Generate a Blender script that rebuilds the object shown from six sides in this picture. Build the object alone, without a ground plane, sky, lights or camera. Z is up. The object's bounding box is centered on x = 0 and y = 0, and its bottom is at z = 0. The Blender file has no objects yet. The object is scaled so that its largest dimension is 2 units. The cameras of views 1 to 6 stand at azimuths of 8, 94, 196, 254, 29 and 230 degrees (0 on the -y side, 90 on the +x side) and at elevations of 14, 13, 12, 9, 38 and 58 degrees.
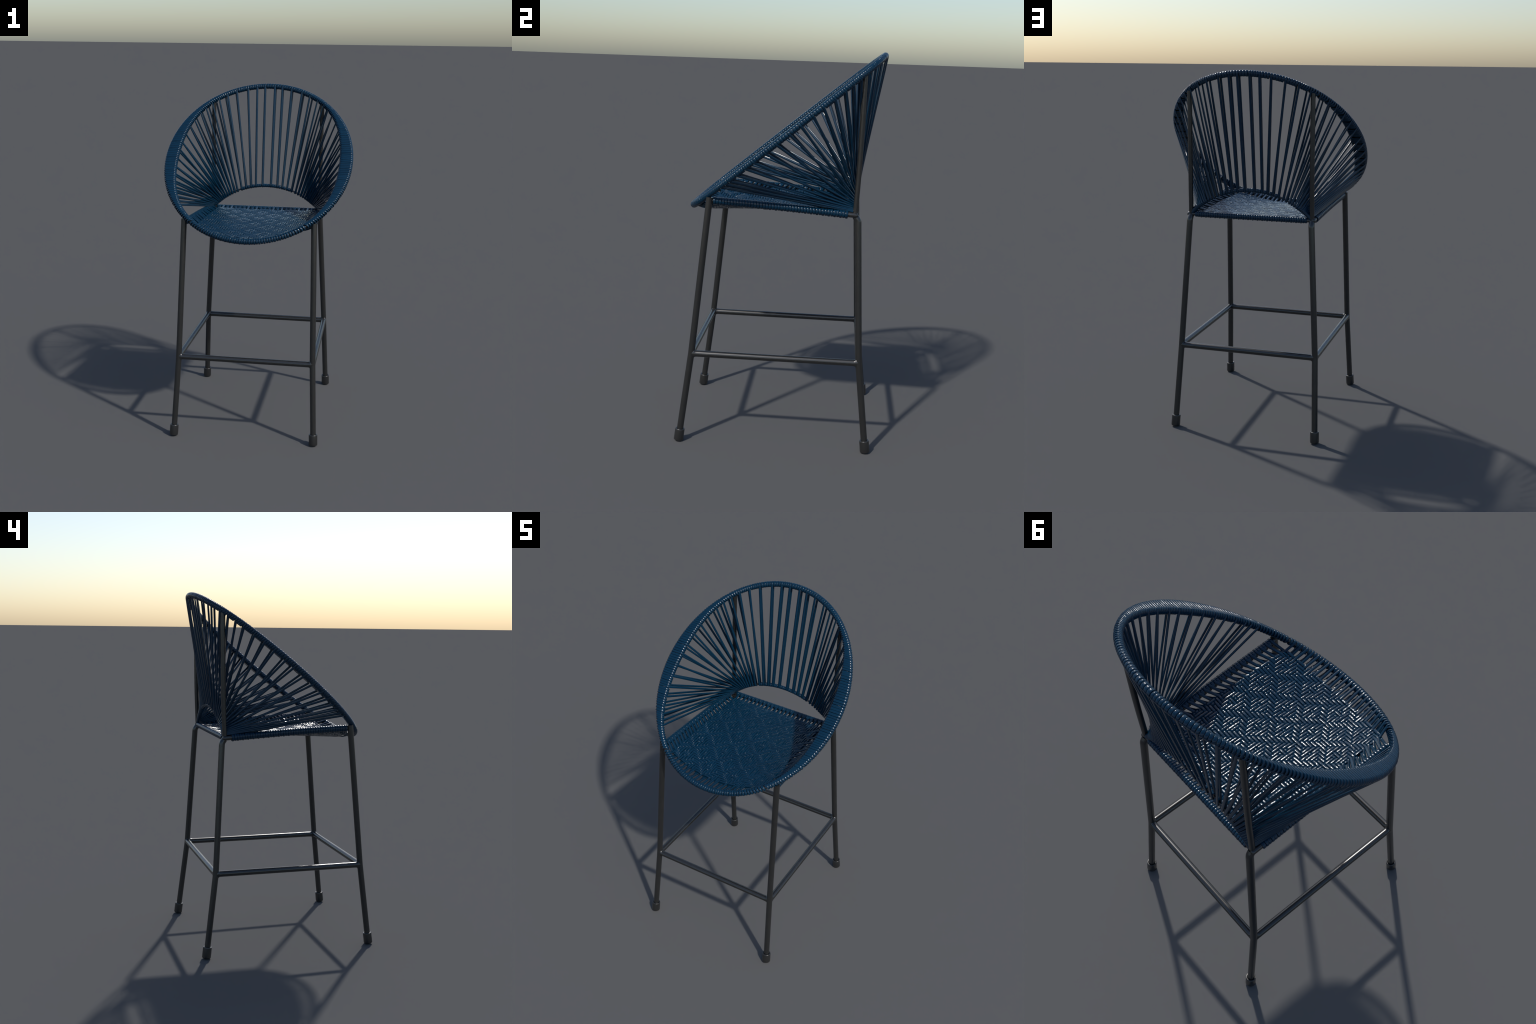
"""Tall bar stool: black tubular steel frame, tilted oval hoop, woven blue cord seat and fan-strung backrest."""
import bpy, random
import numpy as np
from math import pi, sin, cos, atan2, radians, sqrt

rng = random.Random(11)

# ------------------------------------------------------------------ materials
def new_mat(name):
    m = bpy.data.materials.new(name)
    m.use_nodes = True
    nt = m.node_tree
    return m, nt, nt.nodes["Principled BSDF"]

def cord_material():
    m, nt, b = new_mat("blue_plastic_cord")
    tc = nt.nodes.new("ShaderNodeTexCoord")
    info = nt.nodes.new("ShaderNodeObjectInfo")
    n1 = nt.nodes.new("ShaderNodeTexNoise")
    n1.inputs["Scale"].default_value = 9.0
    n1.inputs["Detail"].default_value = 3.0
    nt.links.new(tc.outputs["Object"], n1.inputs["Vector"])
    add = nt.nodes.new("ShaderNodeMath"); add.operation = "MULTIPLY_ADD"
    add.inputs[1].default_value = 0.25
    nt.links.new(info.outputs["Random"], add.inputs[0])
    nt.links.new(n1.outputs["Fac"], add.inputs[2])
    ramp = nt.nodes.new("ShaderNodeValToRGB")
    ramp.color_ramp.elements[0].position = 0.3
    ramp.color_ramp.elements[0].color = (0.0014, 0.0200, 0.0450, 1)
    ramp.color_ramp.elements[1].position = 0.95
    ramp.color_ramp.elements[1].color = (0.0018, 0.0255, 0.0550, 1)
    nt.links.new(add.outputs[0], ramp.inputs["Fac"])
    nt.links.new(ramp.outputs["Color"], b.inputs["Base Color"])
    b.inputs["Roughness"].default_value = 0.175
    b.inputs["IOR"].default_value = 1.42
    n2 = nt.nodes.new("ShaderNodeTexNoise")
    n2.inputs["Scale"].default_value = 160.0
    nt.links.new(tc.outputs["Object"], n2.inputs["Vector"])
    bump = nt.nodes.new("ShaderNodeBump")
    bump.inputs["Strength"].default_value = 0.02
    bump.inputs["Distance"].default_value = 0.002
    nt.links.new(n2.outputs["Fac"], bump.inputs["Height"])
    nt.links.new(bump.outputs["Normal"], b.inputs["Normal"])
    return m

def steel_material():
    m, nt, b = new_mat("black_coated_steel")
    tc = nt.nodes.new("ShaderNodeTexCoord")
    n1 = nt.nodes.new("ShaderNodeTexNoise")
    n1.inputs["Scale"].default_value = 30.0
    nt.links.new(tc.outputs["Object"], n1.inputs["Vector"])
    ramp = nt.nodes.new("ShaderNodeValToRGB")
    ramp.color_ramp.elements[0].color = (0.0135, 0.0137, 0.0133, 1)
    ramp.color_ramp.elements[1].color = (0.0170, 0.0172, 0.0168, 1)
    nt.links.new(n1.outputs["Fac"], ramp.inputs["Fac"])
    nt.links.new(ramp.outputs["Color"], b.inputs["Base Color"])
    b.inputs["Roughness"].default_value = 0.27
    b.inputs["IOR"].default_value = 1.7
    return m

def rubber_material():
    m, nt, b = new_mat("black_rubber")
    tc = nt.nodes.new("ShaderNodeTexCoord")
    n1 = nt.nodes.new("ShaderNodeTexNoise")
    n1.inputs["Scale"].default_value = 60.0
    nt.links.new(tc.outputs["Object"], n1.inputs["Vector"])
    ramp = nt.nodes.new("ShaderNodeValToRGB")
    ramp.color_ramp.elements[0].color = (0.0145, 0.0145, 0.0142, 1)
    ramp.color_ramp.elements[1].color = (0.0185, 0.0185, 0.0182, 1)
    nt.links.new(n1.outputs["Fac"], ramp.inputs["Fac"])
    nt.links.new(ramp.outputs["Color"], b.inputs["Base Color"])
    b.inputs["Roughness"].default_value = 0.32
    b.inputs["IOR"].default_value = 1.7
    return m

CORD, STEEL, RUBBER = cord_material(), steel_material(), rubber_material()

# ------------------------------------------------------------------ geometry helpers
def unit(v):
    v = np.asarray(v, float)
    return v / np.maximum(np.linalg.norm(v, axis=-1, keepdims=True), 1e-12)

def tangents(P, closed):
    if closed:
        d = np.roll(P, -1, 0) - np.roll(P, 1, 0)
    else:
        d = np.gradient(P, axis=0)
    return unit(d)

def flat_profile(corner):
    """strap-like section: level faces, rounded shoulders (x = width, y = thickness)"""
    c, r = corner, 1 - corner
    q = [(.3, 1.0), (c - .15, .962), (c, .905), (c + r * .36, .79), (c + r * .72, .62), (c + r * .95, .28)]
    top = [(x, y) for x, y in q]
    ring = [(1, 0)] + top[::-1] + [(-x, y) for x, y in top] + [(-1, 0)]
    ring += [(-x, -y) for x, y in top[::-1]] + [(x, -y) for x, y in top]
    return np.array(ring)

STRAP, BINDING = flat_profile(.62), flat_profile(.74)[[0, 1, 2, 3, 4, 6, 7, 9, 10, 11, 12, 13, 14, 15, 16, 17, 19, 20, 22, 23, 24, 25]]

def sweep(P, N, hw, ht, seg=8, closed=False, flat=0.8, profile=None):
    """Sweep a rounded-flat section along P. N = direction of the section's thickness."""
    P = np.asarray(P, float)
    n = len(P)
    T = tangents(P, closed)
    N = np.broadcast_to(np.asarray(N, float), P.shape)
    Bn = unit(np.cross(T, N))
    Nn = np.cross(Bn, T)
    hw = np.broadcast_to(np.asarray(hw, float), (n,))
    ht = np.broadcast_to(np.asarray(ht, float), (n,))
    a = np.arange(seg) * 2 * pi / seg + pi / seg
    ca, sa = np.cos(a), np.sin(a)
    ca = np.sign(ca) * np.abs(ca) ** flat
    sa = np.sign(sa) * np.abs(sa) ** flat
    if profile is not None:
        ca, sa, seg = profile[:, 0], profile[:, 1], len(profile)
    V = (P[:, None, :] + hw[:, None, None] * ca[None, :, None] * Bn[:, None, :]
         + ht[:, None, None] * sa[None, :, None] * Nn[:, None, :]).reshape(-1, 3)
    F = []
    for i in range(n if closed else n - 1):
        r0, r1 = i * seg, ((i + 1) % n) * seg
        for k in range(seg):
            k2 = (k + 1) % seg
            F.append((r0 + k, r0 + k2, r1 + k2, r1 + k))
    if not closed:
        F.append(tuple(range(seg - 1, -1, -1)))
        F.append(tuple((n - 1) * seg + k for k in range(seg)))
    return V, F

def free_normals(P):
    """Parallel-transported normals for round tubes."""
    T = tangents(np.asarray(P, float), False)
    n = np.cross(T[0], [0.31, 0.17, 0.93]); n = unit(n)
    out = [n]
    for t in T[1:]:
        n = unit(n - t * np.dot(n, t)); out.append(n)
    return np.array(out)

def tube(P, r, seg=20):
    return sweep(P, free_normals(P), r, r, seg, False, 1.0)

def rounded(points, radius, steps=6):
    """Polyline with each inner corner replaced by a small arc (quadratic)."""
    P = [np.asarray(p, float) for p in points]
    out = [P[0]]
    for i in range(1, len(P) - 1):
        a, b, c = P[i - 1], P[i], P[i + 1]
        r1 = min(radius, np.linalg.norm(b - a) * .45)
        r2 = min(radius, np.linalg.norm(c - b) * .45)
        p0, p2 = b + unit(a - b) * r1, b + unit(c - b) * r2
        for k in range(steps + 1):
            t = k / steps
            out.append((1 - t) ** 2 * p0 + 2 * t * (1 - t) * b + t * t * p2)
    out.append(P[-1])
    return np.array(out)

def join(parts):
    V, F, off = [], [], 0
    for v, f in parts:
        V.append(v); F += [tuple(i + off for i in q) for q in f]; off += len(v)
    return np.concatenate(V), F

def add_object(name, geo, mat, parent, sharp=None):
    V, F = geo
    me = bpy.data.meshes.new(name)
    me.from_pydata([tuple(v) for v in V], [], F)
    me.materials.append(mat)
    me.polygons.foreach_set("use_smooth", [len(p.vertices) <= 4 for p in me.polygons])
    if sharp:
        me.set_sharp_from_angle(angle=radians(sharp))
    ob = bpy.data.objects.new(name, me)
    bpy.context.scene.collection.objects.link(ob)
    ob.parent = parent
    return ob

# ------------------------------------------------------------------ the stool
stool = bpy.data.objects.new("bar_stool", None)
bpy.context.scene.collection.objects.link(stool)
stool["label"] = "tall bar stool with woven blue cord seat and round fan-strung back"
stool["category"] = "bar stool"

# ---- key dimensions (metres)
LEG_R, BAR_R, POST_R, RAIL_R, SIDE_R = 0.0166, 0.0166, 0.0128, 0.0100, 0.0132
PX, PY = 0.01354, 0.0152            # pitch of lengthwise / crosswise seat cords
Y0 = -0.012                          # a crosswise mirror axis of the weave pattern
CORD_W, CORD_T = 0.0066, 0.0036      # half width / half thickness of the cord

# hoop: tilted ellipse, an outer and a narrower inner tube bound together
TILT = radians(39.733)
HC = np.array([0, 0.0024, 1.5829])
A_LEN, B_OUT, GAP = 0.625, 0.5435, 0.0465   # GAP = widest spacing of the two tubes
UX = np.array([1.0, 0, 0])
US = np.array([0, cos(TILT), sin(TILT)])
UN = np.array([0, -sin(TILT), cos(TILT)])
HOOP_PATH_R = 0.0133                 # tube axis to cord axis
HOOP_TUBE_R = 0.0095

def hoop_gap(th):
    return GAP * abs(cos(th)) ** 5.5

def hoop_point(th, inner=False):
    b = B_OUT - (GAP * abs(cos(th)) ** 4.5 if inner else 0)
    return HC + UX * (b * cos(th)) + US * (A_LEN * sin(th))

def hoop_frame(th):
    """outer-tube centre, inward offset, in-plane outward direction e, along direction"""
    p = hoop_point(th)
    width = hoop_gap(th)
    nrm = np.array([cos(th) / B_OUT, sin(th) / A_LEN]); nrm /= np.linalg.norm(nrm)
    q = min(max((abs(cos(th)) - .30) / .50, 0), 1); q = q * q * (3 - 2 * q)
    e2 = nrm * (1 - q) + np.array([1.0 if cos(th) > 0 else -1.0, 0]) * q
    e2 /= np.linalg.norm(e2)
    width *= abs(nrm[0]) / (e2 @ nrm)          # gap between the tubes along the binding direction
    e = UX * e2[0] + US * e2[1]
    t = unit(UX * (-B_OUT * sin(th)) + US * (A_LEN * cos(th)))
    return p, width, e, t

def faceted(ang):
    """stiff cord bends in facets: radius factor of an eight-sided path"""
    return .5 + .5 / cos((ang + pi / 8) % (pi / 4) - pi / 8)

def section_point(fr, ang, R=HOOP_PATH_R):
    """point on the binding path: right cap on the outer tube, left cap on the inner tube"""
    p, w, e, t = fr
    c = p if cos(ang) >= 0 else p - e * w
    k = faceted(ang)
    return c + (e * cos(ang) + UN * sin(ang)) * R * k

def section_normal(fr, ang):
    p, w, e, t = fr
    return e * cos(ang) + UN * sin(ang)

CORNERS = [22.5, 67.5, 112.5, 157.5, 202.5, 247.5, 292.5, 337.5]
WRAP_ANGLES = [radians(a + d) for a in CORNERS for d in (-13, 0, 13)]

th_fine = np.linspace(-pi / 2, 1.5 * pi, 8001)
hp = np.array([hoop_point(t) for t in th_fine])
arc_fine = np.concatenate([[0], np.cumsum(np.linalg.norm(np.diff(hp, axis=0), axis=1))])
def th2arc(t): return float(np.interp(t, th_fine, arc_fine))
def arc2th(s): return float(np.interp(s, arc_fine, th_fine))

# ---- seat frame rail
CORNER = np.array([0.3445, 0.3700, 1.2150])
RAIL_REAR = np.array([0.3530, 0.3700, 1.2150])
RAIL_FRONT = np.array([0.3620, -0.3450, 1.2570])
def rail_point(y, side=1):
    f = (CORNER[1] - y) / (CORNER[1] - RAIL_FRONT[1])
    p = RAIL_REAR + (RAIL_FRONT - RAIL_REAR) * f
    p[2] += 0.004 * sin(pi * min(max(f, 0), 1))
    return np.array([side * p[0], y, p[2]])

pieces = []
for side in (-1, 1):
    ys = np.concatenate([np.linspace(-0.342, 0.372, 26), [0.3765, 0.3800, 0.3822, 0.3830]])
    rr = np.full(len(ys), SIDE_R); rr[-4:] = SIDE_R * np.array([.94, .78, .5, .2])
    P = np.array([rail_point(y, side) for y in ys])
    pieces.append(sweep(P, free_normals(P), rr, rr, 20, False, 1.0))
P = np.array([[x, CORNER[1], CORNER[2]] for x in np.linspace(-.345, .345, 22)])
pieces.append(tube(P, RAIL_R, 18))
seat_frame = add_object("seat_frame", join(pieces), STEEL, stool, 60)

# ---- legs with rubber feet
def lathe(base, axis, profile, seg=28):
    axis = unit(axis)
    u = unit(np.cross(axis, [0.2, 1, 0.1])); v = np.cross(axis, u)
    V, F = [], []
    for h, r in profile:
        for k in range(seg):
            a = 2 * pi * k / seg
            V.append(base + axis * h + (u * cos(a) + v * sin(a)) * r)
    n = len(profile)
    for i in range(n - 1):
        for k in range(seg):
            k2 = (k + 1) % seg
            F.append((i * seg + k, i * seg + k2, (i + 1) * seg + k2, (i + 1) * seg + k))
    F.append(tuple(range(seg - 1, -1, -1)))
    F.append(tuple((n - 1) * seg + k for k in range(seg)))
    return np.array(V), F

JOINT_Z = 0.470
leg_nodes = {}
for sx in (-1, 1):
    for rear in (False, True):
        if rear:
            foot = np.array([sx * 0.4095, 0.4835, 0.0]); joint = np.array([sx * 0.3885, 0.4260, JOINT_Z])
            top = [[sx * 0.3460, 0.3840, 1.1890], [sx * 0.3448, 0.3705, 1.2075]]
        else:
            foot = np.array([sx * 0.4110, -0.4810, 0.0]); joint = np.array([sx * 0.3900, -0.4240, JOINT_Z])
            top = [[sx * 0.3705, -0.3480, 1.2740]]
        axis = unit(joint - foot)
        base = foot + np.array([0, 0, 0.0021])
        path = rounded([base + axis * 0.02, joint] + top, 0.010, 6)
        leg = add_object("leg", tube(path, LEG_R, 24), STEEL, stool, 50)
        prof = [(0, 0.0195), (0.001, 0.0215), (0.0035, 0.0238), (0.0055, 0.0243), (0.059, 0.0240),
                (0.0618, 0.0238), (0.0632, 0.0230), (0.0638, 0.0220), (0.0638, 0.0182), (0.0615, 0.0168)]
        add_object("rubber_foot", lathe(base, axis, [(h, r * 1.025) for h, r in prof]), RUBBER, leg, 60)
        leg_nodes[(sx, rear)] = joint

# ---- footrest bars, each end flared into a weld bead
def bar(a, b, r):
    L = np.linalg.norm(b - a); d = (b - a) / L
    s = np.array([0, .0140, .0160, .0170, .0195, .023, .03])
    rr = np.array([.0062, .0062, .0048, .0028, .0012, .0003, 0]) + r
    s = np.concatenate([s, np.linspace(.04, L - .04, 12), (L - s)[::-1]])
    rr = np.concatenate([rr, np.full(12, r), rr[::-1]])
    P = a + d * s[:, None]
    level = unit(np.cross(d, [0, 0, 1.0]))          # fillet runs along the leg only
    return sweep(P, level, rr, r, 22, False, 1.0)
J = leg_nodes
for a, b in [((-1, False), (1, False)), ((-1, True), (1, True)), ((-1, False), (-1, True)), ((1, False), (1, True))]:
    add_object("footrest_bar", bar(J[a], J[b], BAR_R), STEEL, stool, 60)

# ---- backrest posts
for sx in (-1, 1):
    P = rounded([[sx * 0.3445, 0.3685, 1.2090], [sx * 0.3425, 0.3770, 1.4500], [sx * 0.3415, 0.3800, 1.8850]], 0.12, 10)
    add_object("backrest_post", tube(P, POST_R, 20), STEEL, stool, 50)

# ---- arch above the rear rail
ARCH_W, ARCH_H = 0.3445, 0.1470
def arch_point(u):
    h = max(1 - abs(u) ** 2.06, 0) ** 0.89
    H = ARCH_H * h
    return np.array([ARCH_W * u, 0.3690 + 0.0085 * h, 1.2165 + H])
uu = np.linspace(-1, 1, 4001)
ap = np.array([arch_point(u) for u in uu])
al = np.concatenate([[0], np.cumsum(np.linalg.norm(np.diff(ap, axis=0), axis=1))])
ARCH_L = al[-1] / 2
def arch_at(s):
    """s = signed arc length from the crown"""
    u = float(np.interp(s + ARCH_L, al, uu))
    p = arch_point(u)
    t = unit(arch_point(min(u + .004, 1)) - arch_point(max(u - .004, -1)))
    return p, t
arch_path = [arch_at(s)[0] for s in np.linspace(-ARCH_L, ARCH_L, 90)]
ARCH_TUBE_R, ARCH_PATH_R = 0.0055, 0.0090
back_arch = add_object("back_arch", tube(np.array(arch_path), ARCH_TUBE_R, 14), STEEL, stool, 50)

# ---- hoop tubes
ths = np.linspace(0, 2 * pi, 181)[:-1]
hoop_geo = []
for inner in (False, True):
    P = np.array([hoop_point(t, inner) for t in ths])
    hoop_geo.append(sweep(P, UN, HOOP_TUBE_R, HOOP_TUBE_R, 12, True, 1.0))
hoop = add_object("backrest_hoop", join(hoop_geo), STEEL, stool, 50)

# ------------------------------------------------------------------ backrest cords
# half-angles from the crown of the hoop and arc distances on the arch, mirrored left/right
FAN = [3.5, 8.6, 15.2, 22.9, 29.8, 36.3, 42.3, 47.9, 53.7, 60.5, 66.8, 72.9, 79.9, 85.6,
       92.3, 98.5, 105.3, 110.6, 116.0, 121.0, 124.4, 127.6]
ARCH_S = [0.0275, 0.0690, 0.1010, 0.1325, 0.1645, 0.1930]
step = 0.0200
while len(ARCH_S) < len(FAN):
    ARCH_S.append(ARCH_S[-1] + step)
    step *= 0.9175
k_end = (ARCH_L - 0.012 - ARCH_S[5]) / (ARCH_S[-1] - ARCH_S[5])
ARCH_S = ARCH_S[:6] + [ARCH_S[5] + (s - ARCH_S[5]) * k_end for s in ARCH_S[6:]]

def belt(th, s):
    """closed loop of cord strung round the hoop section and the arch"""
    fr = hoop_frame(th)
    p, w, e, t = fr
    A, ta = arch_at(s)
    c = p - e * (w / 2)
    d = np.array([(A - c) @ e, (A - c) @ UN]); d /= np.linalg.norm(d)
    out = np.array([-d[1], d[0]])
    if out[0] < 0:
        out = -out
    phi = atan2(out[1], out[0])
    if phi < -1.45: phi = -1.45
    angs = [phi, phi + .12]
    angs += [a for a in [radians(x) for x in (-26.5, -18.5, 11.5, 18.5, 26.5, 33.5, 56.5, 63.5, 71.5, 78.5, 101.5, 108.5, 116.5, 123.5, 146.5, 153.5, 161.5, 168.5, 198.5, 206.5, 243.5)]
             if phi + .3 < a < phi + pi - .3]
    angs += [phi + pi - .12, phi + pi]
    lean = t * rng.uniform(-.0008, .0008)
    over = [section_point(fr, a) + lean * (a - phi - pi / 2) / (pi / 2) for a in angs]
    overN = [section_normal(fr, a) for a in angs]
    out3 = e * out[0] + UN * out[1]
    up = unit((c - A) - ta * ((c - A) @ ta))
    v = np.cross(ta, up)
    if v @ out3 < 0:
        v = -v
    side = ta * rng.uniform(-.0012, .0012)
    front = [A - v * ARCH_PATH_R - side, A - v * ARCH_PATH_R * .85 - up * ARCH_PATH_R * .5 - side * .7]
    back = [A - up * ARCH_PATH_R, A + v * ARCH_PATH_R * .85 - up * ARCH_PATH_R * .5 + side * .7, A + v * ARCH_PATH_R + side]
    frontN = [-v, -v * .85 - up * .5]
    backN = [-up, v * .85 - up * .5, v]
    fs = [.004, .02, .05] + list(np.linspace(.1, .9, 7)) + [.95, .98, .996]
    down = [over[-1] * (1 - f) + front[0] * f for f in fs]
    downN = [overN[-1] * (1 - f) + frontN[0] * f for f in fs]
    upw = [back[-1] * (1 - f) + over[0] * f for f in fs]
    upN = [backN[-1] * (1 - f) + overN[0] * f for f in fs]
    P = np.array(over + down + front + back + upw)
    N = unit(np.array(overN + downN + frontN + backN + upN))
    free = np.array([0] * len(over) + [min(1, 8 * f) * min(1, 8 * (1 - f)) for f in fs] + [0] * 5
                    + [min(1, 8 * f) * min(1, 8 * (1 - f)) for f in fs])
    return sweep(P, N, CORD_W + (.0004 - .0008 * abs(cos(th))) * free, CORD_T + (.0014 - .0010 * abs(cos(th))) * free, 10, True, .85)

loop_arcs = []
for sgn in (1, -1):
    for a, s in zip(FAN, ARCH_S):
        th = radians(90 - sgn * a)            # +x side first
        th_j = th + rng.uniform(-.004, .004)
        add_object("backrest_cord", belt(th_j, sgn * s + rng.uniform(-.0012, .0012)), CORD, hoop)
        loop_arcs.append(th2arc(th_j))
loop_arcs.sort()

# ------------------------------------------------------------------ bindings round the hoop
def wrap(fr, width=CORD_W, lean=0.0):
    t = fr[3]
    P = np.array([section_point(fr, a) + t * lean * sin(a + .6) for a in WRAP_ANGLES])
    N = np.array([section_normal(fr, a) for a in WRAP_ANGLES])
    return sweep(P, N, width, CORD_T * .95, closed=True, profile=BINDING)

PITCH = 0.0146
def bind(th, pitch=PITCH):
    add_object("hoop_wrap", wrap(hoop_frame(th), pitch * .490, rng.uniform(-.0004, .0004)), CORD, hoop)

for a, b in zip(loop_arcs[:-1], loop_arcs[1:]):
    n = max(1, round((b - a) / PITCH))
    for k in range(1, n):
        bind(arc2th(a + (b - a) * (k + rng.uniform(-.025, .025)) / n), (b - a) / n)

# front arc: seat cords alternate with bindings, plain bindings beyond the seat
KX = 22
x_edge = PX * (KX + 1.5)
th_edge = -np.arccos(x_edge / B_OUT)            # +x side
total = arc_fine[-1]
for sgn in (1, -1):
    lo, hi = th2arc(th_edge), loop_arcs[0]
    n = round((hi - lo) / PITCH)
    for k in range(1, n):
        th = arc2th(lo + (hi - lo) * (k + rng.uniform(-.025, .025)) / n)
        bind(th if sgn > 0 else pi - th, (hi - lo) / n)
for k in range(-KX - 1, KX + 2):
    if k % 2:
        bind(-np.arccos(k * PX / B_OUT) + rng.uniform(-.001, .001), PX)

# ---- bindings on the crown of the arch
def ring_wrap(c, t, R, width, ref=(0, 0, 1), thick=None):
    u = unit(np.cross(t, ref)); v = np.cross(t, u)
    ang = WRAP_ANGLES
    P = np.array([c + (u * cos(a) + v * sin(a)) * R * .985 * faceted(a) for a in ang])
    N = np.array([u * cos(a) + v * sin(a) for a in ang])
    return sweep(P, N, width, CORD_T * .9 if thick is None else thick, closed=True, profile=BINDING)

marks = sorted([s for s in ARCH_S[:5]] + [-s for s in ARCH_S[:5]])
for a, b in zip(marks[:-1], marks[1:]):
    n = max(1, round((b - a) / 0.0142))
    for k in range(1, n):
        c, t = arch_at(a + (b - a) * k / n)
        add_object("arch_wrap", ring_wrap(c, t, ARCH_PATH_R - .0008, (b - a) / n * .505), CORD, back_arch)

# ------------------------------------------------------------------ woven seat
# which cord lies on top: one mirrored quarter of a 12 x 10 repeat
# key = lengthwise cord distance from the motif axis, value = crosswise rows it passes over
OVER = {0: {2, 3, 4}, 1: {1, 2, 3}, 2: {0, 1, 2}, 3: {0, 1, 5}, 4: {0, 4, 5}, 5: {3, 4, 5}, 6: {2, 3, 4}}
def length_on_top(k, j):
    i = (k + 6) % 12; i = min(i, 12 - i)
    q = j % 10; q = min(q, 10 - q)
    return q in OVER[i]

J_REAR, J_FRONT = -21, 24                       # crosswise rows, rear to front
REAR_CORD_R, SIDE_CORD_R = 0.0119, 0.0155
def centre_z(y):
    return float(np.interp(y, [-.48, -.377, -.2, 0, .2, .371], [1.177, 1.178, 1.1890, 1.2000, 1.2065, 1.2165]))
def side_z(y):
    if y > -0.345:
        return rail_point(y)[2]
    return min(RAIL_FRONT[2], HC[2] + (y - HC[1]) * sin(TILT) / cos(TILT))
def side_x(y):
    if y > -0.345:
        return rail_point(y)[0]
    s = (y - HC[1]) / cos(TILT)
    return B_OUT * sqrt(max(1 - (s / A_LEN) ** 2, 1e-4))
def seat_z(x, y):
    y = max(y, -.46)
    f = min(abs(x) / side_x(y), 1)
    c = centre_z(y)
    return c + (side_z(y) - c) * f ** 2.2
def row_y(j, x):
    y = Y0 - j * PY
    f = max(-y, 0) / .4
    return y + 0.034 * f * f - 0.046 * f * f * (1 - (x / .33) ** 2)

def surface_normal(p):
    d = .004
    return np.array([(seat_z(p[0] - d, p[1]) - seat_z(p[0] + d, p[1])) / (2 * d),
                     (seat_z(p[0], p[1] - d) - seat_z(p[0], p[1] + d)) / (2 * d), 1.0])

AMP = 0.0044
def heights(tops):
    """smooth over/under offsets, floats slightly domed"""
    h = []
    n = len(tops)
    i = 0
    while i < n:
        k = i
        while k < n and tops[k] == tops[i]:
            k += 1
        L = k - i
        for q in range(L):
            dome = min(q, L - 1 - q, 2) * .0005 if tops[i] else min(q, L - 1 - q, 1) * -.0003
            h.append((AMP if tops[i] else -AMP) + dome)
        i = k
    return h

def weave_path(nodes, tops):
    """nodes = crossing points; returns points with the vertical wave, 5 samples per crossing"""
    h = [v + rng.gauss(0, .0002) for v in heights(tops)]
    P = []
    n = len(nodes)
    for i in range(n):
        if i:
            for f in (.30, .43, .57, .70):
                g = min(max((f - .30) / .40, 0), 1); g = g * g * (3 - 2 * g)
                p = nodes[i - 1] * (1 - f) + nodes[i] * f
                P.append(p + [0, 0, h[i - 1] * (1 - g) + h[i] * g])
        P.append(nodes[i] + [0, 0, h[i]])
    return P

def rail_end(c, inward, over, R):
    """cord end at a rail: over the top and round, or in underneath. Runs from seat to rail."""
    up = np.array([0, 0, 1.0])
    outv = -inward
    P, N = [], []
    if over:
        for a in (122, 104, 76, 60, 30, 14, -14, -30, -60, -76, -104, -125):
            r = radians(a)
            n = outv * cos(r) + up * sin(r)
            P.append(c + n * R); N.append(n)
    else:
        for a in (-128, -104, -80):
            r = radians(a)
            n = outv * cos(r) + up * sin(r)
            P.append(c + n * (R + .0012)); N.append(-n)
    return P, N

def seat_cord(name, over, nodes, tops, startP, startN, endP, endN, hw, parent):
    body = weave_path(nodes, tops)
    up = np.array([0, 0, 1.0])
    def bridge(a, na, b, nb):
        fs = (.3, .6, .85)
        dip = 0.0 if over else .006
        return [a * (1 - f) + b * f - up * dip * sin(pi * f ** .7) for f in fs], [na * (1 - f) + nb * f for f in fs]
    s_b, s_n = bridge(body[0], up, startP[0], startN[0])
    e_b, e_n = bridge(body[-1], up, endP[0], endN[0])
    P = list(startP[::-1]) + s_b[::-1] + body + e_b + list(endP)
    # every float sits at its own slight roll
    side = unit(nodes[-1] - nodes[0])[[1, 0, 2]] * [-1, 1, 0]
    roll = np.interp(np.arange(len(body)) / 5, np.arange(len(nodes)), [r for r in [rng.gauss(0, .085) for _ in range(len(nodes) // 3 + 1)] for _ in range(3)][:len(nodes)])
    N = list(startN[::-1]) + s_n[::-1] + [surface_normal(p) + side * r for p, r in zip(body, roll)] + e_n + list(endN)
    P, N = np.array(P), unit(np.array(N))
    return add_object(name, sweep(P, N, hw, .0042, profile=STRAP), CORD, parent)

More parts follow.
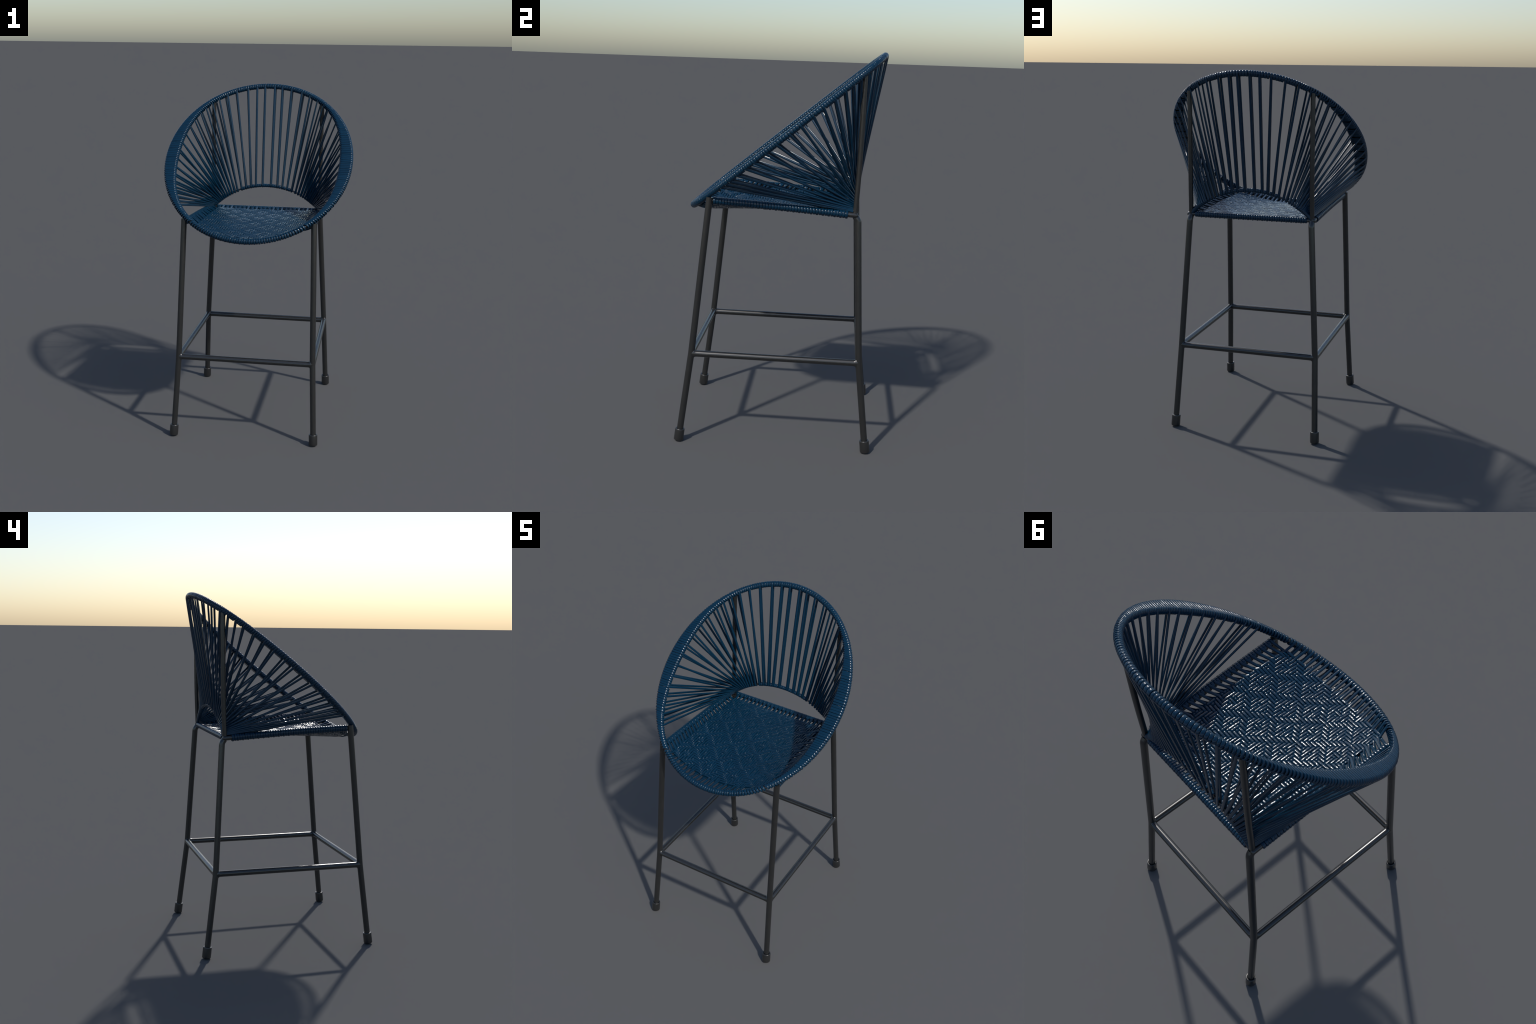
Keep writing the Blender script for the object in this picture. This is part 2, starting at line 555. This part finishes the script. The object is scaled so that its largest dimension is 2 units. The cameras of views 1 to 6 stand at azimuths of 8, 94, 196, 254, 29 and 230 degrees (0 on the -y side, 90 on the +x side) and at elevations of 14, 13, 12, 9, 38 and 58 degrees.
REAR_IN = np.array([0, -1.0, 0])
rows = range(J_REAR, J_FRONT + 1)
for k in range(-KX, KX + 1):
    x = k * PX
    jit = rng.uniform(-.0006, .0006)
    nodes = [np.array([x + jit, row_y(j, x), seat_z(x, row_y(j, x))]) for j in rows]
    tops = [length_on_top(k, j) for j in rows]
    over = k % 2 == 0
    c = np.array([x, CORNER[1], CORNER[2]])
    sP, sN = rail_end(c, REAR_IN, over, REAR_CORD_R)
    fr = hoop_frame(-np.arccos(x / B_OUT))
    if over:
        angs = [radians(a) for a in (135, 119.5, 105.5, 74.5, 60.5, 29.5, 15.5, -15.5, -29.5, -60.5, -74.5, -105.5, -125)]
        eP = [section_point(fr, a, HOOP_PATH_R + .0004) for a in angs]
        eN = [section_normal(fr, a) for a in angs]
    else:
        angs = [radians(a) for a in (-140, -115, -90)]
        eP = [section_point(fr, a, HOOP_PATH_R + .001) for a in angs]
        eN = [-section_normal(fr, a) for a in angs]
    seat_cord("lengthwise_seat_cord", over, nodes, tops, sP, sN, eP, eN, CORD_W - .0003, seat_frame)
    if not over:
        add_object("rail_wrap", ring_wrap(c, UX, REAR_CORD_R, PX * .505), CORD, seat_frame)

for k in (-KX - 1, KX + 1):
    add_object("rail_wrap", ring_wrap(np.array([k * PX, CORNER[1], CORNER[2]]), UX, REAR_CORD_R, PX * .505), CORD, seat_frame)

yr0, yr1 = Y0 - J_REAR * PY, Y0 - J_FRONT * PY
def attach_y(j):
    y = Y0 - j * PY
    return 0.3260 + (y - yr0) / (yr1 - yr0) * (-0.3230 - 0.3260)
cols = range(KX, -KX - 1, -1)
for j in rows:
    nodes = [np.array([k * PX, row_y(j, k * PX), seat_z(k * PX, row_y(j, k * PX))]) for k in cols]
    tops = [not length_on_top(k, j) for k in cols]
    over = j % 2 == 0
    ya = attach_y(j)
    ends = []
    for side in (1, -1):
        c = rail_point(ya, side)
        along = unit(rail_point(ya - .01, side) - c)
        ends.append(rail_end(c, np.array([-side, 0, 0.0]), over, SIDE_CORD_R))
        if not over:
            add_object("rail_wrap", ring_wrap(c, along, SIDE_CORD_R, PY * .485), CORD, seat_frame)
    seat_cord("crosswise_seat_cord", over, nodes, tops, ends[0][0], ends[0][1], ends[1][0], ends[1][1], CORD_W + .0002, seat_frame)
